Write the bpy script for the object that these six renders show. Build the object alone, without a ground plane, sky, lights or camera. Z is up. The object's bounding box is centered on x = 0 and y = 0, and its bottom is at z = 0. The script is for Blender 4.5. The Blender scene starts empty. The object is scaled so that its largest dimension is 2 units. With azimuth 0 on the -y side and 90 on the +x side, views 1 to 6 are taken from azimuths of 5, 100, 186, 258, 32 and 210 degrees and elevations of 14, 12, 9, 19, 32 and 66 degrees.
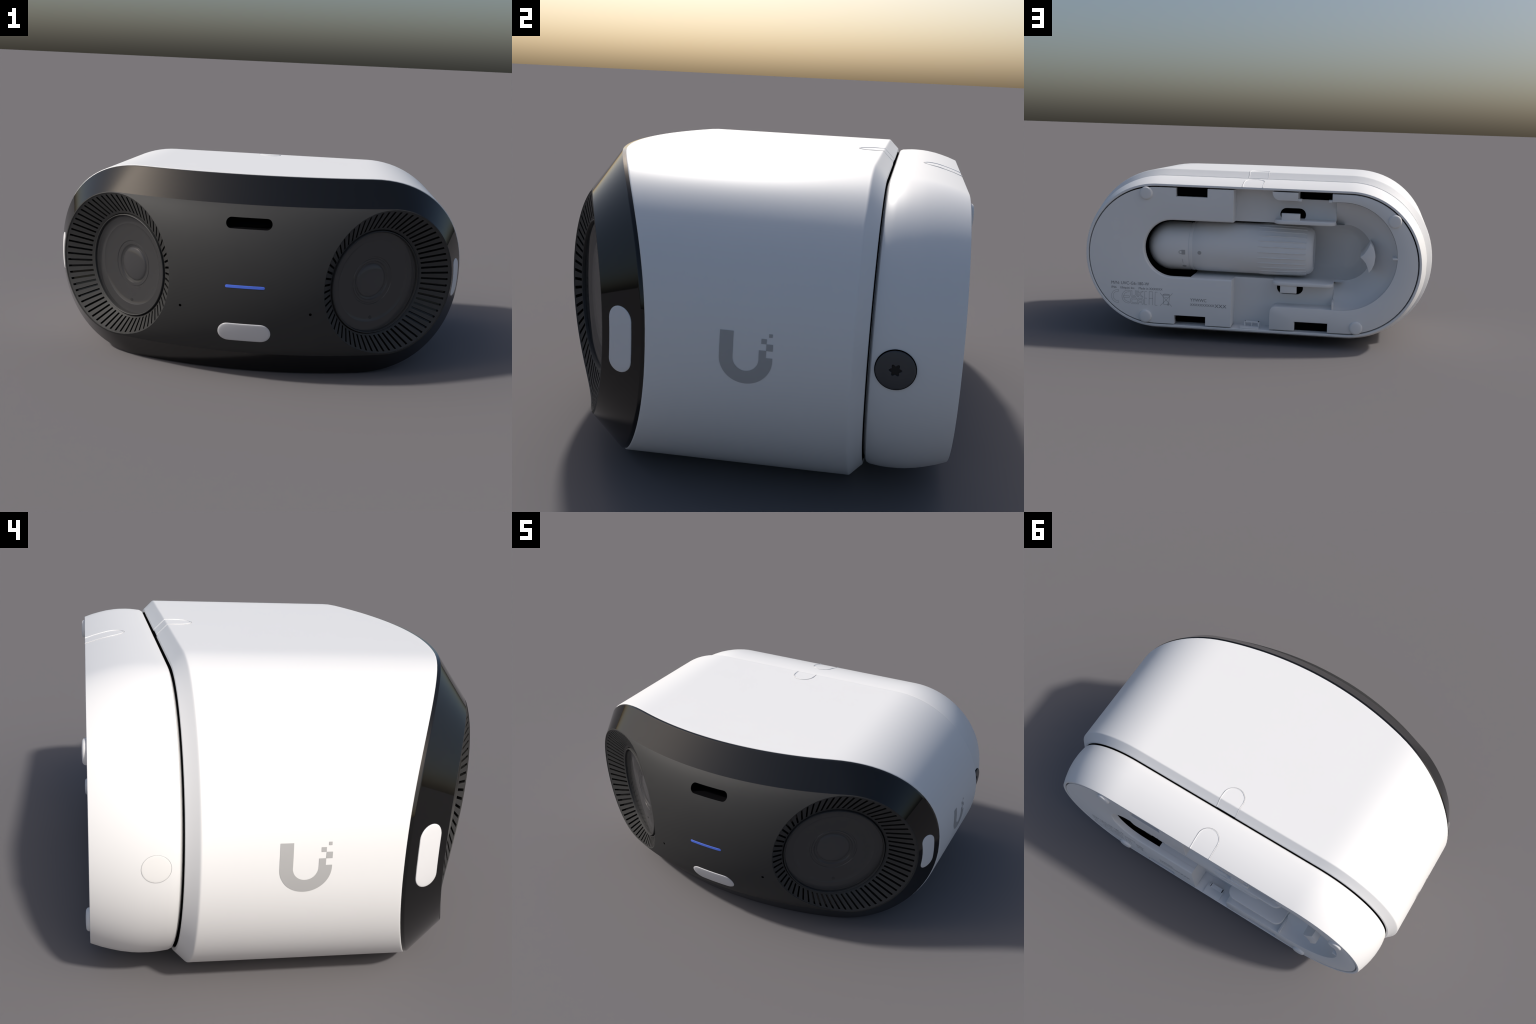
import bpy, bmesh, math
from math import sin, cos, pi, sqrt, hypot, radians
from mathutils import Vector
from mathutils.geometry import delaunay_2d_cdt

# ------------------------------------------------------------------ sizes
ZC = 0.4708            # centre height of the stadium section
RH = 0.4708            # radius of the housing's round ends
LH = 1.0 - RH          # half length of the straight part
ARC = 1.77             # plan radius of the front seam and of the front panel
Y_SEAM = -0.459        # seam housing / visor at x = 0
Y_EDGE = -0.5635        # visor / front panel edge at x = 0
Y_FRONT = -0.681       # foremost point of the front panel
EX, EW, EH = 0.644, 0.302, 0.3475   # front panel outline: centre, half width, half height of its elliptical end
BULGE = 0.395           # vertical roundness of the front panel
ARC_MID, ARC_EDGE = 1.33, 1.77   # plan radii of the front panel at mid height and at its edge
FULL = 2.18            # exponent of the housing's rounder-than-round ends at the front (2 at the rear)
Y_REAR = 0.39
ZB = 0.4712            # centre height of the mount base
LB = 0.528             # half length of its straight part
Y_BACK = 0.668         # rear face
ZT = 0.5145            # axis height of the connector trough
Y_REC = 0.555          # floor of the rear recess


def sag(x, r=ARC):
    return r - sqrt(r * r - x * x)


# ------------------------------------------------------------------ materials
def material(name, color, rough=0.5, spec=0.5, grain=0.0, coat=0.0, metallic=0.0,
             tint=0.03, bump=0.0, scale=60.0):
    m = bpy.data.materials.new(name)
    m.use_nodes = True
    nt = m.node_tree
    b = nt.nodes["Principled BSDF"]
    b.inputs["Roughness"].default_value = rough
    b.inputs["Specular IOR Level"].default_value = spec
    b.inputs["Metallic"].default_value = metallic
    b.inputs["Coat Weight"].default_value = coat
    tc = nt.nodes.new("ShaderNodeTexCoord")
    n = nt.nodes.new("ShaderNodeTexNoise")
    n.inputs["Scale"].default_value = scale
    n.inputs["Detail"].default_value = 3
    nt.links.new(tc.outputs["Object"], n.inputs["Vector"])
    ramp = nt.nodes.new("ShaderNodeValToRGB")
    lo = [c * (1 - tint) for c in color]
    hi = [min(1, c * (1 + tint)) for c in color]
    ramp.color_ramp.elements[0].color = (*lo, 1)
    ramp.color_ramp.elements[1].color = (*hi, 1)
    nt.links.new(n.outputs["Fac"], ramp.inputs["Fac"])
    nt.links.new(ramp.outputs["Color"], b.inputs["Base Color"])
    if bump:
        bp = nt.nodes.new("ShaderNodeBump")
        bp.inputs["Strength"].default_value = bump
        bp.inputs["Distance"].default_value = 0.001
        n2 = nt.nodes.new("ShaderNodeTexNoise")
        n2.inputs["Scale"].default_value = 700
        nt.links.new(tc.outputs["Object"], n2.inputs["Vector"])
        nt.links.new(n2.outputs["Fac"], bp.inputs["Height"])
        nt.links.new(bp.outputs["Normal"], b.inputs["Normal"])
    return m


WHITE = material("white_plastic", (0.80, 0.80, 0.80), 0.45, 0.4, tint=0.008, scale=4)
WHITE_IN = material("white_plastic_matt", (0.78, 0.78, 0.78), 0.6, 0.3, tint=0.01, scale=6)
GLOSS = material("gloss_black", (0.005, 0.005, 0.005), 0.04, 0.5, tint=0.02)
PANEL = material("charcoal_panel", (0.034, 0.034, 0.034), 0.62, 0.3, tint=0.03, scale=90)
RING = material("charcoal_ring", (0.034, 0.034, 0.034), 0.55, 0.35, tint=0.03, scale=90)
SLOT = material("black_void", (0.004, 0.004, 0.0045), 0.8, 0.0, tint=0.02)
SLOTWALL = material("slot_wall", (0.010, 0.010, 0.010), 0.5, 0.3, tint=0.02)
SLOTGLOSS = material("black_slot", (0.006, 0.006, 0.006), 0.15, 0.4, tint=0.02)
GLASS = material("lens_mid_grey", (0.064, 0.063, 0.064), 0.09, 0.6, tint=0.02, scale=30)
GLASS_DOME = material("lens_dome_reflection_grey", (0.080, 0.079, 0.083), 0.06, 0.7, tint=0.02, scale=30)
SIDE_WINDOW = material("white_window", (0.74, 0.74, 0.75), 0.4, 0.4, tint=0.01)  # paler than the front window's material
WINDOW = material("frosted_window", (0.60, 0.60, 0.62), 0.35, 0.5, tint=0.01)
COVER = material("lens_cover_glass", (0.050, 0.050, 0.052), 0.03, 0.8, tint=0.01)
COVER.node_tree.nodes["Principled BSDF"].inputs["Alpha"].default_value = 0.36
LED = material("blue_led", (0.085, 0.18, 0.78), 0.4, 0.5, tint=0.01)
LOGO = material("grey_print", (0.42, 0.42, 0.42), 0.5, 0.3, tint=0.01)
GROOVE = material("groove_grey", (0.45, 0.45, 0.46), 0.6, 0.2, tint=0.02)  # white plastic darkened; on the tabs it draws the groove's shadow line
INK = material("label_ink", (0.22, 0.22, 0.23), 0.6, 0.2, tint=0.02)
STEEL = material("dark_screw", (0.060, 0.060, 0.064), 0.42, 0.5, tint=0.05)
PLUG = material("pale_plug", (0.80, 0.795, 0.785), 0.45, 0.4, tint=0.01)

# ------------------------------------------------------------------ object helpers
root = bpy.data.objects.new("security_camera", None)
bpy.context.scene.collection.objects.link(root)
root["label"] = "white pill-shaped dual-lens security camera with black glossy front"
root["category"] = "security camera"


def add(name, mesh, parent=None):
    o = bpy.data.objects.new(name, mesh)
    bpy.context.scene.collection.objects.link(o)
    o.parent = parent or root
    return o


def build(name, verts, faces, mats, parent=None, angle=35, idx=None, flip=None, normals=None):
    me = bpy.data.meshes.new(name)
    me.from_pydata([tuple(v) for v in verts], [], faces)
    for m in (mats if isinstance(mats, (list, tuple)) else [mats]):
        me.materials.append(m)
    if idx:
        for p, i in zip(me.polygons, idx):
            p.material_index = i
    bm = bmesh.new()
    bm.from_mesh(me)
    if normals is None:
        bmesh.ops.remove_doubles(bm, verts=bm.verts, dist=1e-6)
    if flip is None:
        bmesh.ops.recalc_face_normals(bm, faces=bm.faces)
    elif flip:
        bmesh.ops.reverse_faces(bm, faces=bm.faces)
    bm.to_mesh(me)
    bm.free()
    me.shade_smooth()
    if angle < 180:
        me.set_sharp_from_angle(angle=radians(angle))
    if normals is not None:
        me.normals_split_custom_set_from_vertices([tuple(n) for n in normals])
    return add(name, me, parent)


def loft(loops, cap0=False, cap1=False, closed=True):
    n = len(loops[0])
    verts = [p for l in loops for p in l]
    faces = []
    for j in range(len(loops) - 1):
        for i in range(n if closed else n - 1):
            k = (i + 1) % n
            faces.append((j * n + i, j * n + k, (j + 1) * n + k, (j + 1) * n + i))
    if cap0:
        faces.append(tuple(range(n)))
    if cap1:
        faces.append(tuple(range((len(loops) - 1) * n, len(loops) * n)))
    return verts, faces


NA, NS = 48, 40


def stadium_params():
    """('a', side, angle) for the round ends and ('s', side, fraction) for the straights, in order."""
    out = []
    for i in range(NA):
        out.append(("a", 1, -pi / 2 + pi * i / NA))
    for i in range(NS):
        out.append(("s", 1, 1 - 2 * i / NS))
    for i in range(NA):
        out.append(("a", -1, pi / 2 + pi * i / NA))
    for i in range(NS):
        out.append(("s", -1, -1 + 2 * i / NS))
    return out


SP = stadium_params()


def cap_point(t, n):
    """unit superellipse point whose outward normal has the angle t"""
    c, s = cos(t), sin(t)
    p = 1.0 / (n - 1.0)
    x, y = abs(c) ** p, abs(s) ** p
    k = (x ** n + y ** n) ** (-1.0 / n)
    return math.copysign(x * k, c) if abs(c) > 1e-9 else 0.0, math.copysign(y * k, s) if abs(s) > 1e-9 else 0.0


def outline(length, rx, rz, zc, n=2.0):
    pts = []
    for kind, s, t in SP:
        if kind == "a":
            cx, cz = cap_point(t, n)
            pts.append((s * length + rx * cx, zc + rz * cz))
        else:
            pts.append((t * length, zc + s * rz))
    return pts


def stad(r, zc=ZC, length=LH, n=2.0):
    return outline(length, r, r, zc, n)


def ribbon_tube(path, r, seg=6, closed=False):
    """thin round bead along a list of points"""
    path = [Vector(p) for p in path]
    n = len(path)
    loops = []
    for i, p in enumerate(path):
        a = path[(i - 1) % n] if (closed or i) else p
        b = path[(i + 1) % n] if (closed or i < n - 1) else p
        t = (b - a).normalized()
        u = t.cross(Vector((0.31, 0.2, 0.93)))
        if u.length < 1e-3:
            u = t.cross(Vector((1, 0, 0)))
        u.normalize()
        w = t.cross(u)
        loops.append([p + r * (cos(2 * pi * k / seg) * u + sin(2 * pi * k / seg) * w) for k in range(seg)])
    if closed:
        loops.append(loops[0])
    return loft(loops, not closed, not closed)


# ------------------------------------------------------------------ housing
def housing():
    loops = []

    def ring(r, yf, t=0.0):
        loops.append([(x, yf(x), z) for x, z in stad(r, n=FULL + (2 - FULL) * t)])
    seam = lambda x: Y_SEAM + sag(x)
    ring(RH - 0.012, lambda x: seam(x) + 0.030)
    ring(RH - 0.012, lambda x: seam(x) + 0.002)
    ring(RH - 0.0025, lambda x: seam(x))
    ring(RH - 0.0007, lambda x: seam(x) + 0.0008)
    for d in (0.003, 0.005, 0.009, 0.016):
        ring(RH, lambda x, d=d: seam(x) + d)
    for t in (0.15, 0.3, 0.5, 0.7, 0.85):
        ring(RH, lambda x, t=t: (1 - t) * seam(x) + t * Y_REAR, t)
    # rear chamfer with softened edges
    for r, y in ((0, 0.378), (0, 0.386), (0, 0.389), (0.0005, 0.3915), (0.0016, 0.3935), (0.0050, 0.3969), (0.0300, 0.4219), (0.0335, 0.4255), (0.0352, 0.4272), (0.038, 0.428), (0.0445, 0.428), (0.046, 0.4265), (0.046, 0.36)):
        ring(RH - r, lambda x, y=y: y, 1.0)
    v, f = loft(loops)
    return build("housing", v, f, WHITE, angle=28)


H = housing()

# ------------------------------------------------------------------ front panel surface


def face_y(x, z):
    dz = z - ZC
    ax = abs(x)
    r = abs(dz) if ax < EX else EH * hypot((ax - EX) / EW, dz / EH)
    r = min(r, 0.39)
    q = (BULGE - sqrt(BULGE ** 2 - r * r)) / (BULGE - sqrt(BULGE ** 2 - EH ** 2))
    mid = Y_FRONT + sag(x, ARC_MID)
    return mid + q * (Y_EDGE + sag(x, ARC_EDGE) - mid)


def face_pt(x, z, out=0.0):
    p = Vector((x, face_y(x, z), z))
    return p + out * face_n(x, z)


def face_n(x, z):
    e = 1e-3
    dx = (face_y(x + e, z) - face_y(x - e, z)) / (2 * e)
    dz = (face_y(x, z + e) - face_y(x, z - e)) / (2 * e)
    return Vector((dx, -1, dz)).normalized()


# ------------------------------------------------------------------ visor band
def band_pt(kind, s, t, k):
    """k = 0 at the seam side, 1 at the front panel edge"""
    r0 = RH - 0.004
    if kind == "a":
        cx, cz = cap_point(t, FULL)
        a = Vector((s * LH + r0 * cx, 0, ZC + r0 * cz))
        b = Vector((s * EX + EW * cos(t), 0, ZC + EH * sin(t)))
    else:
        a = Vector((t * LH, 0, ZC + s * r0))
        b = Vector((t * EX, 0, ZC + s * EH))
    a.y = Y_SEAM + sag(a.x) - 0.012
    b.y = Y_EDGE + sag(b.x, ARC_EDGE)
    return a.lerp(b, k)


def visor():
    loops = []
    for r, dy in ((0.004, 0.02), (0.003, -0.0095), (0.0033, -0.0112)):
        loops.append([(x, Y_SEAM + sag(x) + dy, z) for x, z in stad(RH - r, n=FULL)])
    for k in (0.012, 0.025, 0.045, 0.09, 0.2, 0.35, 0.5, 0.65, 0.8, 0.92, 1.0):
        loops.append([band_pt(*p, k) for p in SP])
    v, f = loft(loops)
    return build("visor", v, f, GLOSS, angle=25)


visor()

# ------------------------------------------------------------------ lens geometry
TH = 0.599
LC = Vector((0.5815, -0.445, 0.473))
LHX = Vector((cos(TH), sin(TH), 0))
LVZ = Vector((0, 0, 1))
LN = Vector((sin(TH), -cos(TH), 0))
RIN = 0.2475
SLOTS = 65
RW, RHT, RCX, RCZ = 0.2965, 0.3410, 0.644, 0.4730


def ring_outer2d(ph):
    return RCX + RW * cos(ph), RCZ + RHT * sin(ph)


def ring_pt(ph, t):
    x, z = ring_outer2d(ph)
    o = face_pt(x, z, -0.002)
    i = LC + RIN * (cos(ph) * LHX + sin(ph) * LVZ)
    return o.lerp(i, t)


def ring_n(ph, t):
    e = 1e-3
    a = ring_pt(ph + e, t) - ring_pt(ph - e, t)
    b = ring_pt(ph, t + e) - ring_pt(ph, t - e)
    n = a.cross(b).normalized()
    return n if n.dot(LN) > 0 else -n


def pill2d(cx, cz, hw, r, n=16):
    pts = []
    for i in range(n + 1):
        a = -pi / 2 + pi * i / n
        pts.append((cx + hw - r + r * cos(a), cz + r * sin(a)))
    for i in range(n + 1):
        a = pi / 2 + pi * i / n
        pts.append((cx - hw + r + r * cos(a), cz + r * sin(a)))
    out = []
    for (x0, z0), (x1, z1) in zip(pts, pts[1:] + pts[:1]):
        k = max(1, round(hypot(x1 - x0, z1 - z0) / 0.012))
        out += [(x0 + (x1 - x0) * i / k, z0 + (z1 - z0) * i / k) for i in range(k)]
    return out


def inside(p, poly):
    x, y = p
    c = False
    j = len(poly) - 1
    for i in range(len(poly)):
        xi, yi = poly[i]
        xj, yj = poly[j]
        if (yi > y) != (yj > y) and x < (xj - xi) * (y - yi) / (yj - yi) + xi:
            c = not c
        j = i
    return c


SLOT_PILL = pill2d(0.001, 0.744, 0.103, 0.0235)
LED_PILL = pill2d(0.0005, 0.4705, 0.0885, 0.0067, 8)
WIN_PILL = pill2d(0.0, 0.247, 0.120, 0.046)
MICS = [[(s * 0.294 + 0.0065 * cos(2 * pi * i / 16), 0.354 + 0.0065 * sin(2 * pi * i / 16)) for i in range(16)] for s in (-1, 1)]


def front_panel():
    edge = []
    for kind, s, t in SP:
        if kind == "a":
            edge.append((s * EX + EW * cos(t), ZC + EH * sin(t)))
        else:
            edge.append((t * EX, ZC + s * EH))
    eyes = [[(s * x, z) for x, z in (ring_outer2d(2 * pi * i / 195) for i in range(195))] for s in (1, -1)]
    holes = eyes + [SLOT_PILL] + MICS
    pts, edges = [], []
    for loop in [edge] + holes:
        b = len(pts)
        pts += loop
        edges += [(b + i, b + (i + 1) % len(loop)) for i in range(len(loop))]
    step = 0.021
    for i in range(-45, 46):
        for j in range(-18, 19):
            p = (i * step, ZC + j * step)
            if hypot(max(abs(p[0]) - EX, 0) / (EW - 0.012), (p[1] - ZC) / (EH - 0.012)) < 1 and not any(inside(p, h) for h in holes):
                pts.append(p)
    vs, _, fs, *_ = delaunay_2d_cdt([Vector(p) for p in pts], edges, [], 0, 1e-7)
    keep = []
    for f in fs:
        c = sum((vs[i] for i in f), Vector((0, 0))) / len(f)
        if inside(c, edge) and not any(inside(c, h) for h in holes):
            keep.append(tuple(f))
    verts = [face_pt(v.x, v.y) for v in vs]
    norms = [face_n(v.x, v.y) for v in vs]
    # orient towards -y
    faces = []
    for f in keep:
        a, b, c = (verts[i] for i in f[:3])
        faces.append(f if (b - a).cross(c - a).y < 0 else tuple(reversed(f)))
    return build("face_panel", verts, faces, PANEL, angle=180, flip=False, normals=norms)


FP = front_panel()


def hole_walls(name, loop, depth, matw, matf, parent):
    """recessed pocket behind a hole of the front panel"""
    l0 = [face_pt(x, z) for x, z in loop]
    l1 = [p + Vector((0, depth, 0)) for p in l0]
    v, f = loft([l0, l1], cap1=True)
    return build(name, v, f, [matw, matf], parent, 30, idx=[0] * (len(f) - 1) + [1])


hole_walls("sensor_slot", SLOT_PILL, 0.075, SLOT, SLOT, FP)
for m in MICS:
    hole_walls("microphone_hole", m, 0.02, SLOT, SLOT, FP)


def patch(name, loop, centre, fn, mats, parent, out=0.002, bevel=0.003, sink=0.01, rings=6):
    """raised pad over a curved surface: fn(a, b, height) -> point; loop is star shaped about centre"""
    loops = []
    def scaled(k, off):
        return [fn(centre[0] + (a - centre[0]) * k, centre[1] + (b - centre[1]) * k, off) for a, b in loop]
    size = min(hypot(a - centre[0], b - centre[1]) for a, b in loop)
    loops.append(scaled(1.0, -sink))
    loops.append(scaled(1.0, out - min(bevel, abs(out)) * 0.8))
    loops.append(scaled(1 - 0.35 * bevel / size, out - min(bevel, abs(out)) * 0.2))
    loops.append(scaled(1 - bevel / size, out))
    for i in range(1, rings):
        loops.append(scaled((1 - bevel / size) * (1 - i / rings), out))
    v, f = loft(loops)
    n = len(loop)
    c = len(v)
    v.append(fn(centre[0], centre[1], out))
    b = (len(loops) - 1) * n
    f += [(b + i, b + (i + 1) % n, c) for i in range(n)]
    return build(name, v, f, mats, parent, 50)


patch("status_light", LED_PILL, (0.0005, 0.4705), face_pt, LED, FP, out=0.0012, bevel=0.001)
patch("infrared_window", WIN_PILL, (0, 0.247), face_pt, WINDOW, FP, out=0.003, bevel=0.004)

# side windows on the visor band


def band_map(s):
    def fn(a, b, off):
        def at(a, b):
            k = 0.515 + a / 0.126
            lo, hi = -1.2, 1.2
            for _ in range(40):      # end-cap angle whose height is b
                m = (lo + hi) / 2
                if band_pt("a", 1, m, k).z - ZC < b:
                    lo = m
                else:
                    hi = m
            return band_pt("a", s, m if s > 0 else pi - m, k)
        p = at(a, b)
        n = (at(a + 1e-3, b) - p).cross(at(a, b + 1e-3) - p).normalized()
        if n.x * s < 0:
            n = -n
        return p + n * off
    return fn


for s in (1, -1):
    pill = [(b, a) for a, b in pill2d(0, 0, 0.0925, 0.036)]
    patch("light_window", pill, (0, 0), band_map(s), SIDE_WINDOW, out=0.0022, bevel=0.0015, parent=root)

# ------------------------------------------------------------------ vent ring (shared mesh, mirrored copy built once per side)


def vent_ring(sign):
    verts, faces, idx = [], [], []
    W = 0.0100

    def put(p):
        verts.append((p.x * sign, p.y, p.z))
        return len(verts) - 1
    t0, t1 = 0.075, 0.90
    dep = 0.016
    pitch = 2 * pi / SLOTS
    for s in range(SLOTS):
        c = s * pitch

        def half(t):
            e = 0.01
            spd = (ring_pt(c + e, t) - ring_pt(c - e, t)).length / (2 * e)
            return W / 2 / spd
        rows = (0.0, t0, 0.5, t1, 1.0)
        grid = []
        for t in rows:
            h = half(t)
            cols = (c - pitch / 2, c - (pitch / 2 + h) / 2, c - h, c + h, c + (pitch / 2 + h) / 2, c + pitch / 2)
            grid.append([(a, t) for a in cols])
        top = [[put(ring_pt(a, t)) for a, t in row] for row in grid]
        for r in range(4):
            for k in range(5):
                if k == 2 and r in (1, 2):
                    continue
                faces.append((top[r][k], top[r][k + 1], top[r + 1][k + 1], top[r + 1][k]))
                idx.append(0)
        # pocket
        rim = [(1, 2), (1, 3), (2, 3), (3, 3), (3, 2), (2, 2)]
        low = []
        for r, k in rim:
            a, t = grid[r][k]
            low.append(put(ring_pt(a, t) - dep * ring_n(a, t)))
        for q in range(6):
            a, b = rim[q], rim[(q + 1) % 6]
            faces.append((top[a[0]][a[1]], top[b[0]][b[1]], low[(q + 1) % 6], low[q]))
            idx.append(1)
        faces.append((low[0], low[1], low[2], low[5]))
        faces.append((low[5], low[2], low[3], low[4]))
        idx += [2, 2]
    # outer lip wall up to the panel
    n = 195
    base = len(verts)
    for i in range(n):
        ph = 2 * pi * i / n
        x, z = ring_outer2d(ph)
        put(face_pt(x, z))
    for i in range(n):
        put(ring_pt(2 * pi * i / n, 0))
    for i in range(n):
        j = (i + 1) % n
        faces.append((base + i, base + j, base + n + j, base + n + i))
        idx.append(0)
    # inner wall down into the lens barrel gap
    base = len(verts)
    for d in (0, 0.03):
        for i in range(n):
            put(ring_pt(2 * pi * i / n, 1) - LN * d)
    for i in range(n):
        j = (i + 1) % n
        faces.append((base + i, base + j, base + n + j, base + n + i))
        idx.append(1)
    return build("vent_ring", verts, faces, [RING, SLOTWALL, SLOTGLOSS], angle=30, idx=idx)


def lathe(profile, sign, seg=96):
    loops = []
    for r, d in profile:
        loop = []
        for i in range(seg):
            a = 2 * pi * i / seg
            p = LC + r * (cos(a) * LHX + sin(a) * LVZ) + d * LN
            loop.append((p.x * sign, p.y, p.z))
        loops.append(loop)
    return loops


for sign in (1, -1):
    ring = vent_ring(sign)
    rim = [(0.2435, -0.03), (0.2435, 0.004), (0.2425, 0.0075), (0.2400, 0.0090), (0.2375, 0.0075), (0.2362, 0.003), (0.2355, -0.03)]
    v, f = loft(lathe(rim, sign))
    build("lens_rim", v, f, RING, ring, 40)
    v, f = loft(lathe([(0.250, -0.028), (0.234, -0.028)], sign))
    build("lens_gap", v, f, SLOT, ring)
    glass = [(0.2358, -0.0160), (0.2300, -0.0165), (0.1960, -0.0175), (0.1945, -0.0186), (0.1760, -0.0225), (0.1400, -0.0265), (0.1150, -0.0295), (0.1130, -0.0325),
             (0.1060, -0.0330), (0.1040, -0.0305), (0.0950, -0.0320), (0.0900, -0.0375), (0.0820, -0.0400)]
    v, f = loft(lathe(glass, sign))
    build("lens_glass", v, f, GLASS, ring, 28)
    dome = [(0.0820, -0.0400), (0.0805, -0.0385)] + [(0.080 * cos(a), -0.0380 + 0.015 * sin(a)) for a in [pi / 2 * k / 12 for k in range(12)]] + [(0.0005, -0.023)]
    v, f = loft(lathe(dome, sign), cap1=True)
    build("lens_dome", v, f, GLASS_DOME, ring, 50)
    cover = [(0.2360, -0.004), (0.2345, 0.0005), (0.20, 0.0020), (0.15, 0.0035), (0.10, 0.0045), (0.05, 0.0052), (0.0005, 0.0055)]
    v, f = loft(lathe(cover, sign), cap1=True)
    build("lens_cover", v, f, COVER, ring, 60)
    dot = []
    for i in range(16):
        a = 2 * pi * i / 16
        p = LC - 0.0232 * LN + (0.0085 * cos(a)) * LHX + (-0.176 + 0.0085 * sin(a)) * LVZ
        dot.append((p.x * sign, p.y, p.z))
    v, f = loft([dot, [(p[0] + LN.x * sign * 0.0022, p[1] + LN.y * 0.0022, p[2]) for p in dot]], cap1=True)
    build("lens_mark", v, f, RING, ring)

# ------------------------------------------------------------------ side logo
def logo(sign):
    R = RH + 0.0007
    verts, faces = [], []

    def at(y, z):
        yy = y if sign > 0 else 0.24 - y
        ys = Y_SEAM + sag(1.0)
        n = FULL + (2 - FULL) * (yy - ys) / (Y_REAR - ys)
        return (sign * (LH + R * (1 - abs((z - ZC) / R) ** n) ** (1 / n)), yy, z)

    def quadgrid(p00, p10, p11, p01, nu, nv):
        b = len(verts)
        for i in range(nu + 1):
            for j in range(nv + 1):
                u, w = i / nu, j / nv
                y = (1 - u) * (1 - w) * p00[0] + u * (1 - w) * p10[0] + u * w * p11[0] + (1 - u) * w * p01[0]
                z = (1 - u) * (1 - w) * p00[1] + u * (1 - w) * p10[1] + u * w * p11[1] + (1 - u) * w * p01[1]
                verts.append(at(y, z))
        for i in range(nu):
            for j in range(nv):
                a = b + i * (nv + 1) + j
                faces.append((a, a + 1, a + nv + 2, a + nv + 1))

    def rect(y0, y1, z0, z1):
        quadgrid((y0, z0), (y1, z0), (y1, z1), (y0, z1), 2, 6)
    rect(0.050, 0.0857, 0.469, 0.5385)
    rect(0.1543, 0.190, 0.469, 0.4755)
    rect(0.1543, 0.173, 0.4755, 0.4945)
    N = 48
    for i in range(N):
        a0, a1 = pi + pi * i / N, pi + pi * (i + 1) / N
        ro, ri = 0.070, 0.0343
        quadgrid((0.12 + ro * cos(a0), 0.469 + ro * sin(a0)), (0.12 + ro * cos(a1), 0.469 + ro * sin(a1)),
                 (0.12 + ri * cos(a1), 0.469 + ri * sin(a1)), (0.12 + ri * cos(a0), 0.469 + ri * sin(a0)), 1, 4)
    rect(0.173, 0.190, 0.4945, 0.512)
    rect(0.1595, 0.173, 0.512, 0.525)
    rect(0.1785, 0.1875, 0.530, 0.539)
    build("logo_print", verts, faces, LOGO, H, 180)


logo(1)
logo(-1)

# ------------------------------------------------------------------ release tab outline on the housing
def tab_path(half, y_tip, y_start_pts, surf):
    """U shaped seam: down one side, round the tip, back up"""
    r = half
    pts = []
    ys = y_start_pts
    left = [(half, y) for y in ys]
    arc = [(half * cos(a), y_tip + r - r * sin(a)) for a in [pi * k / 20 for k in range(21)]]
    right = [(-half, y) for y in reversed(ys)]
    return [Vector(surf(x, y)) for x, y in left + arc + right]


def housing_top(x, y):
    z = ZC + RH - max(0.0, y - 0.391)
    return (x, y, z)


v, f = ribbon_tube(tab_path(0.055, 0.305, [0.427, 0.41, 0.3915, 0.375], housing_top), 0.0020)
build("tab_seam", v, f, WHITE, H, 60)
v, f = ribbon_tube(tab_path(0.0578, 0.3022, [0.427, 0.41, 0.3915, 0.375], housing_top), 0.0012)
build("tab_seam_shadow_bead", v, f, GROOVE, H, 60)
bm = bmesh.new()
bmesh.ops.create_cube(bm, size=1)
for q in bm.verts:
    q.co = (q.co.x * 0.106, 0.4285 + q.co.y * 0.0026, 0.8985 + q.co.z * 0.007)
me = bpy.data.meshes.new("tab_gap")
bm.to_mesh(me)
bm.free()
me.materials.append(SLOT)
add("tab_gap", me, H)

# ------------------------------------------------------------------ mount base
BASE_PROFILE = [(0.400, 0.38), (0.408, 0.405), (0.4090, 0.432), (0.4195, 0.4345), (0.4270, 0.4390), (0.4316, 0.4480), (0.4338, 0.468), (0.4352, 0.485), (0.4355, 0.503),
                (0.4345, 0.530), (0.4325, 0.550), (0.4270, 0.582), (0.4200, 0.609), (0.4115, 0.637), (0.4008, 0.6650), (0.3998, 0.6672), (0.398, 0.668),
                (0.3895, 0.668), (0.3880, 0.6665), (0.3875, 0.664)]


def base_radius(y):
    p = BASE_PROFILE[5:15]
    for (r0, y0), (r1, y1) in zip(p, p[1:]):
        if y0 <= y <= y1:
            return r0 + (r1 - r0) * (y - y0) / (y1 - y0)
    return p[-1][0]


loops = [[(x, y, z) for x, z in stad(r, ZB, LB)] for r, y in BASE_PROFILE]
loops.append([(x, Y_REC, z) for x, z in stad(0.3875, ZB, LB)])
v, f = loft(loops)
B = build("mount_base", v, f, WHITE, angle=30)

loops = [[(x, y, z) for x, z in stad(r, ZB, LB)] for r, y in ((0.40, 0.405), (0.4235, 0.410), (0.4242, 0.4246), (0.4190, 0.4300), (0.402, 0.4315))]
v, f = loft(loops)
build("seam_black_ring", v, f, SLOT)  # black ring filling the gap between housing and base


def base_top(x, y):
    return (x, y, ZB + base_radius(y))


v, f = ribbon_tube(tab_path(0.055, 0.537, [0.6675, 0.655, 0.64, 0.62, 0.6], base_top), 0.0020)
build("tab_seam", v, f, WHITE, B, 60)
v, f = ribbon_tube(tab_path(0.0578, 0.5342, [0.6675, 0.655, 0.64, 0.62, 0.6], base_top), 0.0012)
build("tab_seam_shadow_bead", v, f, GROOVE, B, 60)


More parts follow.
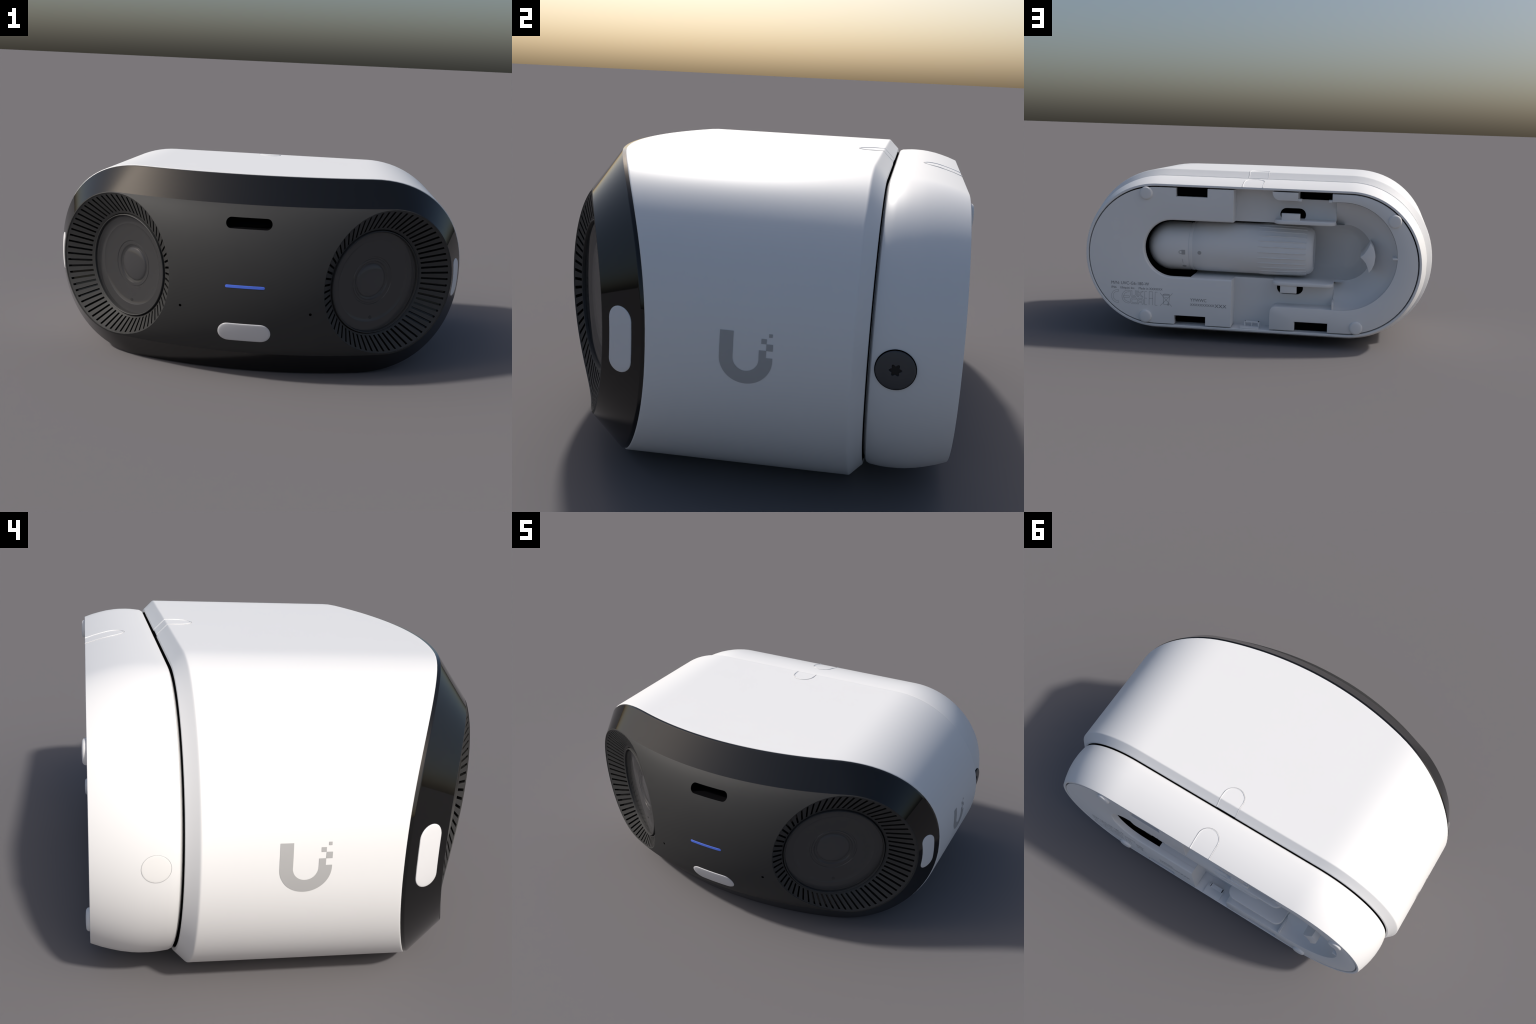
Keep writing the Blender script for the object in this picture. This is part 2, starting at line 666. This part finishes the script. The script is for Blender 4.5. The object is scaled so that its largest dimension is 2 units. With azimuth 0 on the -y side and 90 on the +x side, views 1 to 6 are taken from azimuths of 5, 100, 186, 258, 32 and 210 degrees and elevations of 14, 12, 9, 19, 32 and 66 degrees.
def base_side(s):
    def fn(a, b, off):
        r = base_radius(a) + off
        dz = b - ZB
        return Vector((s * (LB + sqrt(r * r - dz * dz)), a, b))
    return fn


plug = [(0.500 + 0.038 * cos(2 * pi * i / 48), 0.465 + 0.038 * sin(2 * pi * i / 48)) for i in range(48)]
patch("screw_plug", plug, (0.500, 0.465), base_side(-1), PLUG, B, out=0.0004, bevel=0.001)
v, f = ribbon_tube([base_side(-1)(0.500 + 0.0388 * cos(2 * pi * i / 64), 0.465 + 0.0388 * sin(2 * pi * i / 64), 0.0001) for i in range(64)], 0.00055, closed=True)
build("plug_seam", v, f, GROOVE, B, 60)


def screw():
    cy, cz, x0 = 0.501, 0.468, 0.9680
    n = 60
    def star(r0, r1):
        return [((r0 + (r1 - r0) * (0.5 + 0.5 * cos(6 * a + pi))) if True else 0, a) for a in (2 * pi * i / n for i in range(n))]
    def loop(rf, x):
        return [(x, cy + rf(2 * pi * i / n) * cos(2 * pi * i / n), cz + rf(2 * pi * i / n) * sin(2 * pi * i / n)) for i in range(n)]
    lobes = lambda a: 0.0145 + 0.0030 * cos(6 * a)
    ls = [loop(lambda a: 0.0515, x0 - 0.02), loop(lambda a: 0.0515, x0 - 0.0025), loop(lambda a: 0.0500, x0 - 0.0008), loop(lambda a: 0.048, x0),
          loop(lobes, x0), loop(lambda a: lobes(a) * 0.93, x0 - 0.002), loop(lambda a: lobes(a) * 0.85, x0 - 0.0032)]
    v, f = loft(ls, cap1=True)
    o = build("screw", v, f, [STEEL, SLOTWALL], B, 30, idx=[1 if k >= 5 * n else 0 for k in range(len(f))])
    v, f = loft([loop(lambda a: 0.0538, x0 - 0.0225), loop(lambda a: 0.0538, x0 - 0.0040), loop(lambda a: 0.0515, x0 - 0.0040)])
    build("screw_dark_ring", v, f, SLOT, o, 30)


screw()

# ------------------------------------------------------------------ rear plate
def arc2(cx, cz, r, a0, a1, n):
    return [(cx + r * cos(a0 + (a1 - a0) * i / n), cz + r * sin(a0 + (a1 - a0) * i / n)) for i in range(n + 1)]


def plate(name, poly, y0, y1, mat, parent, bevel=0.004, wide=None):
    """flat slab with outline poly in x, z between depth y0 and face y1, front edge rounded"""
    bm = bmesh.new()
    vs = [bm.verts.new((x, y1, z)) for x, z in poly]
    fc = bm.faces.new(vs)
    r = bmesh.ops.extrude_face_region(bm, geom=[fc])
    for e in r["geom"]:
        if isinstance(e, bmesh.types.BMVert):
            e.co.y = y0
    bmesh.ops.recalc_face_normals(bm, faces=bm.faces)
    if wide:
        es = [e for e in bm.edges if abs(e.verts[0].co.y - y1) < 1e-6 and abs(e.verts[1].co.y - y1) < 1e-6 and (wide(e.verts[0].co) or wide(e.verts[1].co))]
        bmesh.ops.bevel(bm, geom=es, offset=0.013, segments=3, profile=0.5, affect="EDGES", clamp_overlap=True)
        bevel = 0
    if bevel:
        es = [e for e in bm.edges if abs(e.verts[0].co.y - y1) < 1e-6 and abs(e.verts[1].co.y - y1) < 1e-6]
        bmesh.ops.bevel(bm, geom=es, offset=bevel, segments=2, profile=0.5, affect="EDGES", clamp_overlap=True)
    bmesh.ops.triangulate(bm, faces=[q for q in bm.faces if len(q.verts) > 4])
    me = bpy.data.meshes.new(name)
    bm.to_mesh(me)
    bm.free()
    me.materials.append(mat)
    me.shade_smooth()
    me.set_sharp_from_angle(angle=radians(25))
    return add(name, me, parent)


def box(name, x0, x1, y0, y1, z0, z1, mat, parent, bevel=0.003):
    return plate(name, [(x0, z0), (x1, z0), (x1, z1), (x0, z1)], y0, y1, mat, parent, bevel)


RP = 0.381
TOPZ, BOTZ = ZB + RP, ZB - RP
TR = 0.159
YP = Y_BACK - 0.001
left = ([(0.103, TOPZ), (0.246, TOPZ), (0.246, 0.805), (0.422, 0.805), (0.422, TOPZ)]
        + list(reversed(arc2(LB, ZB, RP, -pi / 2, pi / 2, 40)))
        + [(0.424, BOTZ), (0.424, 0.140), (0.246, 0.140), (0.246, BOTZ), (0.103, BOTZ), (0.103, ZT - TR)]
        + arc2(0.440, ZT, TR, -pi / 2, pi / 2, 32) + [(0.103, ZT + TR)])
plate("mounting_plate", left, 0.632, YP, WHITE_IN, B, 0.004, lambda p: abs(p.z - ZT) < TR + 0.012 and p.x < 0.44 + TR + 0.012 and p.x > 0.104)
for z0, z1, zn0, zn1 in ((0.1455, ZT - TR - 0.002, BOTZ + 0.001, 0.1455), (ZT + TR + 0.002, 0.7995, 0.7995, TOPZ - 0.001)):
    box("plate_wall", 0.1035, 0.338, 0.545, 0.6316, z0, z1, WHITE_IN, B, 0)
    box("plate_wall", 0.1035, 0.2455, 0.545, 0.6316, zn0, zn1, WHITE_IN, B, 0)
CX, CR = -0.501, 0.295
right = ([(-0.112, BOTZ), (-0.112, 0.187)] + arc2(-0.143, 0.189, 0.031, 0, pi / 2, 6)[1:] + [(-0.45, 0.2195)]
         + [(CX + CR * cos(a), ZT + CR * sin(a)) for a in [3 * pi / 2 - pi * i / 48 for i in range(49)]]
         + [(-0.434, ZT + CR), (-0.434, TOPZ)]
         + list(arc2(-LB, ZB, RP, pi / 2, 3 * pi / 2, 40))
         + [(-0.434, BOTZ), (-0.434, 0.141), (-0.250, 0.141), (-0.250, BOTZ)])
plate("mounting_plate", right, 0.55, YP, WHITE_IN, B)
strip = [(-0.110, TOPZ), (-0.112, 0.838)] + arc2(-0.150, 0.846, 0.038, -0.2, -pi / 2, 6) + [(-0.249, 0.808), (-0.249, TOPZ)]
plate("latch_strip", strip, 0.55, YP, WHITE_IN, B, 0.003)
box("latch_tooth", -0.249, -0.268, 0.62, YP - 0.004, 0.806, 0.818, WHITE_IN, B, 0.002)
box("latch_tooth", -0.415, -0.434, 0.62, YP - 0.004, 0.806, 0.818, WHITE_IN, B, 0.002)
for x0, x1, z0, z1, y in ((0.2465, 0.4215, 0.8145, 0.8575, 0.638), (0.2465, 0.4235, 0.0855, 0.1300, 0.585), (-0.4335, -0.2505, 0.0855, 0.1310, 0.615)):
    box("latch_notch_shade_block", x0, x1, 0.53, y, z0, z1, SLOT, B, 0)  # solid black blocks; their colour supplies the unlit depth of the notches


# recess floor with trough, keyholes
def recess():
    outer = stad(0.3885, ZB, LB)
    X0 = -0.456
    trough = [(0.440, ZT + TR), (CX, ZT + TR)] + [(CX + TR * cos(a), ZT + TR * sin(a)) for a in [pi / 2 + pi * i / 24 for i in range(1, 24)]] + [(CX, ZT - TR), (0.440, ZT - TR)] \
        + [(0.440 + TR * cos(a), ZT + TR * sin(a)) for a in [-pi / 2 + pi * i / 24 for i in range(1, 24)]]
    flare = [(X0, ZT + CR + 0.01), (X0, ZT - CR - 0.01), (-0.99, ZT - CR - 0.01), (-0.99, ZT + CR + 0.01)]
    notch = [(-0.2500, 0.8090), (-0.4330, 0.8090), (-0.4330, 0.8530), (-0.2500, 0.8530)]
    keys = [notch, pill2d(-0.215, 0.722, 0.072, 0.036, 10), pill2d(-0.211, 0.309, 0.074, 0.036, 10)]
    pts, edges = [], []
    cut = [(X0, 0.0), (X0, 1.0)]
    cut2 = [(0.2, 0.0), (0.2, 1.0)]
    for loop in [outer, trough] + keys:
        b = len(pts)
        pts += loop
        edges += [(b + i, b + (i + 1) % len(loop)) for i in range(len(loop))]
    b = len(pts)
    pts += cut
    pts += cut2
    edges += [(b, b + 1), (b + 2, b + 3)]
    vs, _, fs, *_ = delaunay_2d_cdt([Vector(p) for p in pts], edges, [], 0, 1e-7)
    faces = []
    for f in fs:
        c = sum((vs[i] for i in f), Vector((0, 0))) / len(f)
        if not inside(c, outer) or inside(c, trough) or any(inside(c, k) for k in keys) or c.x < X0 or c.x > 0.2:
            continue
        faces.append(tuple(f))
    verts = [(v.x, Y_REC, v.y) for v in vs]
    me = build("recess_floor", verts, faces, WHITE_IN, B, 180)
    for k in keys:
        l0 = [(x, Y_REC, z) for x, z in k]
        l1 = [(x, Y_REC - 0.012, z) for x, z in k]
        l2 = [(x, Y_REC - 0.05, z) for x, z in k]
        v, f = loft([l0, l1, l2], cap1=True)
        n = len(k)
        build("key_hole", v, f, [WHITE_IN, SLOT], me, 30, idx=[0] * n + [1] * (n + 1))
    return me


REC = recess()


def trough():
    """half round channel with a ball end on the right and a flared seat around it"""
    verts, faces, idx = [], [], []
    yc = 0.490
    n = 32
    xs = [(0.70, 0.235, 0.6312), (0.341, 0.235, 0.6312), (0.340, TR, 0.6312), (0.2, TR, 0.6312), (0.104, TR, 0.6312), (0.103, TR, Y_REC), (0.0, TR, Y_REC), (-0.2, TR, Y_REC), (-0.35, TR, Y_REC), (CX, TR, Y_REC)]
    loops = []
    flat = 0.372           # the channel floor is flattened at this depth on the ball end
    for x, r, top in xs:
        side = [(x, top, ZT + r)]
        for i in range(n + 1):
            a = pi / 2 + pi * i / n
            y = yc + r * cos(a)
            if x < -0.3:
                y = max(y, flat - 0.04 * (x - CX) / 0.15 if x > CX else flat)
            side.append((x, y, ZT + r * sin(a)))
        side.append((x, top, ZT - r))
        loops.append(side)
    v, f = loft(loops, closed=False)
    m = len(loops[0]) - 1
    idx = [1 if i // m < 2 else 0 for i in range(len(f))]  # widened end of the channel painted black for the cavity's darkness
    f.append(tuple(range(len(loops[0]))))
    idx.append(1)
    # rounded end of the channel (quarter ball with a flat floor)
    b = len(v)
    k = 16
    for j in range(k + 1):
        e = pi / 2 * j / k
        for i in range(n + 1):
            u = pi * i / n
            v.append((CX - TR * sin(e) * sin(u), max(yc - TR * cos(e) * sin(u), flat), ZT + TR * cos(u)))
    for j in range(k):
        for i in range(n):
            q = b + j * (n + 1) + i
            f.append((q, q + 1, q + n + 2, q + n + 1))
            idx.append(0)
    # flared seat
    b = len(v)
    prof = [(TR, yc), (TR + 0.006, 0.494), (0.20, 0.532), (0.235, 0.560), (0.262, 0.582), (0.282, 0.606), (0.291, 0.636), (CR - 0.001, YP - 0.004)]
    for r, y in prof:
        for i in range(49):
            a = pi / 2 + pi * i / 48
            v.append((CX + r * cos(a), y, ZT + r * sin(a)))
    for j in range(len(prof) - 1):
        for i in range(48):
            q = b + j * 49 + i
            f.append((q, q + 1, q + 50, q + 49))
            idx.append(0)
    # flat flanks from the flare to the recess edge
    for s in (1, -1):
        b = len(v)
        for r, y in prof:
            v.append((CX, y, ZT + s * r))
            v.append((-0.456, y, ZT + s * r))
        for j in range(len(prof) - 1):
            q = b + 2 * j
            f.append((q, q + 1, q + 3, q + 2))
            idx.append(0)
        # step between flare and recess floor
        b = len(v)
        for r, y in prof:
            v.append((-0.456, y, ZT + s * r))
            v.append((-0.456, Y_REC, ZT + s * r))
        for j in range(len(prof) - 1):
            q = b + 2 * j
            f.append((q, q + 1, q + 3, q + 2))
            idx.append(0)
    return build("cable_trough", v, f, [WHITE_IN, SLOT], B, 40, idx=idx)


trough()

box("pocket_shade", 0.345, 0.69, 0.50, 0.525, ZT - 0.225, ZT + 0.225, SLOT, B, 0)  # black backing plate, coloured for the shade inside the connector pocket

# fins and hooks beside the trough
def fin(z0, z1):
    """upright fin beside the trough: rounded outline in x, y, thin in z"""
    r, y1 = 0.045, 0.662
    poly = [(-0.120, 0.47)] + [(-0.120 - r + r * cos(a), y1 - r + r * sin(a)) for a in [pi / 2 * k / 8 for k in range(9)]] \
        + [(-0.456 + r - r * sin(a), y1 - r + r * cos(a)) for a in [pi / 2 * k / 8 for k in range(9)]] + [(-0.456, 0.47)]
    e = 0.004
    loops = []
    cx, cy = -0.288, 0.56
    for z, k in ((z0, e), (z0 + e * 0.4, e * 0.3), (z0 + e, 0), (z1 - e, 0), (z1 - e * 0.4, e * 0.3), (z1, e)):
        loops.append([(x - math.copysign(k, x - cx), y - (k if y > 0.5 else 0), z) for x, y in poly])
    v, f = loft(loops, True, True)
    build("cable_fin", v, f, WHITE_IN, REC, 35)


fin(0.678, 0.700)
fin(0.338, 0.359)
box("fin_hook", -0.161, -0.262, 0.630, 0.655, 0.690, 0.7365, WHITE_IN, REC, 0.006)
box("fin_hook", -0.166, -0.256, 0.630, 0.655, 0.2965, 0.350, WHITE_IN, REC, 0.006)

# small nubs on the flare and the crescent stop
box("seat_nub", -0.770, -0.800, 0.60, YP - 0.001, 0.512, 0.522, WHITE_IN, B, 0.002)
box("seat_rib", -0.452, -0.461, 0.58, YP - 0.002, 0.219, 0.262, WHITE_IN, B, 0.002)
crest = [(-0.648, 0.570), (-0.668, 0.540), (-0.678, 0.500), (-0.674, 0.460), (-0.662, 0.430), (-0.646, 0.408), (-0.640, 0.432), (-0.628, 0.460), (-0.612, 0.480), (-0.597, 0.492), (-0.618, 0.512), (-0.635, 0.540)]
plate("crescent_stop", [(x, z + 0.026) for x, z in crest], 0.39, 0.664, WHITE_IN, B, 0.002)

# lower release latch
box("release_latch", -0.052, 0.052, 0.60, YP - 0.002, 0.0805, 0.0925, WHITE_IN, B, 0.002)
box("latch_rib", 0.026, 0.034, 0.60, YP - 0.045, 0.0925, 0.1180, WHITE_IN, B, 0.002)
box("latch_rib", -0.044, -0.052, 0.60, YP - 0.045, 0.0925, 0.1180, WHITE_IN, B, 0.002)
box("latch_rib", -0.006, -0.012, 0.60, YP - 0.05, 0.0925, 0.1150, WHITE_IN, B, 0.002)
box("latch_rib", -0.050, 0.030, 0.60, YP - 0.045, 0.1120, 0.1180, WHITE_IN, B, 0.002)

# ------------------------------------------------------------------ rubber feet
def foot(x, z):
    r, h = 0.036, 0.0135
    prof = [(r, -0.006), (r, 0.003)] + [(r - 0.011 + 0.011 * cos(a), 0.003 + (h - 0.003) * sin(a) * 0.9) for a in (pi / 8, pi / 4, 3 * pi / 8, pi / 2)] + [(0.012, h - 0.0002), (0.0005, h)]
    loops = [[(x + q * cos(2 * pi * i / 40), YP + y, z + q * sin(2 * pi * i / 40)) for i in range(40)] for q, y in prof]
    v, f = loft(loops, cap1=True)
    build("rubber_foot", v, f, WHITE_IN, B, 60)


for x, z in ((0.587, 0.817), (-0.773, 0.720), (0.587, 0.126), (-0.590, 0.126)):
    foot(x, z)

# ------------------------------------------------------------------ cable connector
CY, CRD = 0.490, 0.1425


def connector():
    prof = []
    for k in range(13):
        a = pi / 2 * k / 12
        prof.append((0.474 + 0.140 * cos(a), CRD * sin(a) * 1.0 + 0.0005))
    prof += [(0.362, 0.1405), (0.3585, 0.1385), (0.356, 0.1385), (0.354, 0.1408), (0.3400, 0.1408), (0.3380, 0.1385), (0.333, 0.1385), (0.328, 0.1415)]
    prof += [(0.25, 0.1428), (0.1, 0.143), (-0.02, 0.1425), (-0.2, 0.140), (-0.292, 0.1365), (-0.318, 0.128), (-0.332, 0.114), (-0.336, 0.100), (-0.335, 0.094), (-0.330, 0.092), (-0.24, 0.090), (-0.24, 0.001)]
    loops = [[(x, CY + r * cos(2 * pi * i / 72), ZT + r * sin(2 * pi * i / 72)) for i in range(72)] for x, r in prof]
    v, f = loft(loops, True, True)
    c = build("cable_connector", v, f, WHITE_IN, angle=45)
    # grip ribs
    for k in range(28):
        a = 2 * pi * k / 28
        path = []
        for i in range(9):
            x = -0.030 - 0.268 * i / 8
            r = 0.1425 - 0.0030 * (i / 8) - (0.003 if i in (0, 8) else 0) - 0.0018 * (i / 8) ** 2
            path.append((x, CY + r * cos(a), ZT + r * sin(a)))
        v, f = ribbon_tube(path, 0.0042)
        build("grip_rib", v, f, WHITE_IN, c, 60)

    def mark(name, loop):
        """ink patch on the round surface from (x, height) points"""
        def fn(a, b, off):
            r = 0.1415 + off
            ang = (b - ZT) / 0.1415
            return Vector((a, CY + r * cos(ang), ZT + r * sin(ang)))
        cx = sum(p[0] for p in loop) / len(loop)
        cz = sum(p[1] for p in loop) / len(loop)
        patch(name, loop, (cx, cz), fn, LOGO, c, out=0.0014, bevel=0.0004, sink=0.003, rings=2)

    def disc(cx, cz, rx, rz):
        return [(cx + rx * cos(2 * pi * i / 24), cz + rz * sin(2 * pi * i / 24)) for i in range(24)]
    mark("alignment_dot", disc(0.293, 0.494, 0.011, 0.011))
    mark("alignment_dot", disc(0.386, 0.396, 0.0115, 0.008))
    mark("lock_symbol", [(0.374, 0.480), (0.394, 0.480), (0.394, 0.506), (0.374, 0.506)])
    path = []
    for k in range(13):
        a = -pi / 2 + pi * k / 12
        b = 0.493 + 0.009 * sin(a)
        ang = (b - ZT) / 0.1415
        path.append((0.398 + 0.011 * cos(a), CY + 0.1412 * cos(ang), ZT + 0.1412 * sin(ang)))
    v, f = ribbon_tube([(0.392, path[0][1], path[0][2])] + path + [(0.392, path[-1][1], path[-1][2])], 0.0018)
    build("lock_shackle", v, f, LOGO, c, 60)
    path = [(0.391, CY + 0.1418 * cos((b - ZT) / 0.1415), ZT + 0.1418 * sin((b - ZT) / 0.1415)) for b in (0.420, 0.430, 0.440, 0.450)]
    v, f = ribbon_tube(path, 0.0008)
    build("arrow_print", v, f, LOGO, c, 60)


connector()

# ------------------------------------------------------------------ rear label
YL = YP + 0.0006


def label_text(body, x0, x1, z, height, bold=0.0):
    cu = bpy.data.curves.new("label_text", "FONT")
    cu.body = body
    cu.size = 1
    cu.extrude = 0
    cu.offset = bold
    cu.resolution_u = 3
    o = bpy.data.objects.new("tmp", cu)
    bpy.context.scene.collection.objects.link(o)
    dg = bpy.context.evaluated_depsgraph_get()
    me = bpy.data.meshes.new_from_object(o.evaluated_get(dg))
    bpy.data.objects.remove(o)
    xs = [q.co.x for q in me.vertices]
    ys = [q.co.y for q in me.vertices]
    a, b, c, d = min(xs), max(xs), 0.0, 0.72
    for q in me.vertices:
        q.co = (x0 + (q.co.x - a) / (b - a) * (x1 - x0), YL, z + q.co.y / d * height)
    me.materials.clear()
    me.materials.append(INK)
    me.name = "label_text"
    add("label_text", me, B)


label_text("M/N: UVC-G6-180-W", 0.784, 0.568, 0.3005, 0.0180)
label_text("IP66    Ubiquiti Inc.    Made in XXXXXX", 0.784, 0.491, 0.2765, 0.0130)
label_text("YYWWC", 0.333, 0.241, 0.2240, 0.0180)
label_text("XXXXXXXXXX", 0.333, 0.196, 0.1990, 0.0140)
label_text("XXX", 0.194, 0.128, 0.1955, 0.0200)


def strokes(name, lines, w=0.0011):
    """flat ink strokes along polylines in x, z"""
    verts, faces = [], []
    for line in lines:
        for (x0, z0), (x1, z1) in zip(line, line[1:]):
            l = hypot(x1 - x0, z1 - z0)
            if l < 1e-6:
                continue
            nx, nz = -(z1 - z0) / l * w / 2, (x1 - x0) / l * w / 2
            b = len(verts)
            verts.extend([(x0 + nx, YL, z0 + nz), (x1 + nx, YL, z1 + nz), (x1 - nx, YL, z1 - nz), (x0 - nx, YL, z0 - nz)])
            faces.append((b, b + 1, b + 2, b + 3))
    build(name, verts, faces, INK, B, 180)


def closed(l):
    return l + [l[0]]


def cmark(cx, cz, ro, ri, bar):
    """outlined round letter opening to the right as seen from behind (towards -x)"""
    a0, a1 = radians(82), radians(278)
    o = [(cx + ro * cos(t) * -1, cz + ro * sin(t)) for t in [a0 + (a1 - a0) * k / 24 for k in range(25)]]
    i = [(cx + ri * cos(t) * -1, cz + ri * sin(t)) for t in [a1 + (a0 - a1) * k / 24 for k in range(25)]]
    out = [closed(o + i)]
    if bar:
        out.append(closed([(cx + ri, cz + 0.005), (cx - 0.005, cz + 0.005), (cx - 0.005, cz - 0.005), (cx + ri, cz - 0.005)]))
    return out


strokes("conformity_mark", cmark(0.747, 0.2315, 0.037, 0.027, False) + cmark(0.686, 0.2315, 0.037, 0.027, True))


def outline_letter(poly, x0, z0, w, h):
    return closed([(x0 - px * w, z0 + pz * h) for px, pz in poly])


LU = [(0, 1), (0.22, 1), (0.22, 0.3), (0.35, 0.2), (0.65, 0.2), (0.78, 0.3), (0.78, 1), (1, 1), (1, 0.2), (0.8, 0), (0.2, 0), (0, 0.2)]
LK = [(0, 0), (0, 1), (0.22, 1), (0.22, 0.6), (0.75, 1), (1, 1), (0.4, 0.52), (1, 0), (0.75, 0), (0.22, 0.42), (0.22, 0)]
LCc = [(1, 1), (0.2, 1), (0, 0.8), (0, 0.2), (0.2, 0), (1, 0), (1, 0.2), (0.3, 0.2), (0.22, 0.3), (0.22, 0.7), (0.3, 0.8), (1, 0.8)]
LA = [(0, 0), (0, 0.8), (0.2, 1), (0.8, 1), (1, 0.8), (1, 0), (0.78, 0), (0.78, 0.3), (0.22, 0.3), (0.22, 0)]
LA2 = [(0.22, 0.5), (0.22, 0.72), (0.3, 0.8), (0.7, 0.8), (0.78, 0.72), (0.78, 0.5)]
strokes("conformity_letters", [outline_letter(LU, 0.673, 0.233, 0.034, 0.034), outline_letter(LK, 0.634, 0.233, 0.034, 0.034),
                               outline_letter(LCc, 0.673, 0.192, 0.034, 0.034), outline_letter(LA, 0.634, 0.192, 0.034, 0.034), outline_letter(LA2, 0.634, 0.192, 0.034, 0.034)])
z0, z1, zm = 0.191, 0.266, 0.2285
strokes("conformity_letters", [[(0.579, z1), (0.592, z1), (0.592, z0), (0.579, z0)], [(0.592, zm), (0.579, zm)],
                               [(0.567, z0), (0.567, z1), (0.546, z1), (0.546, z0)], [(0.567, zm), (0.546, zm)],
                               [(0.519, z1), (0.533, z1), (0.533, z0), (0.519, z0)]], 0.0013)
strokes("disposal_mark", [[(0.505, 0.263), (0.437, 0.188)], [(0.433, 0.263), (0.503, 0.190)],
                          closed([(0.488, 0.250), (0.450, 0.250), (0.455, 0.198), (0.482, 0.198)]), [(0.490, 0.254), (0.480, 0.258), (0.460, 0.258), (0.449, 0.254), (0.490, 0.254)],
                          closed([(0.458 + 0.005 * cos(k * pi / 5), 0.199 + 0.005 * sin(k * pi / 5)) for k in range(10)]), [(0.476, 0.238), (0.462, 0.238)]], 0.0013)
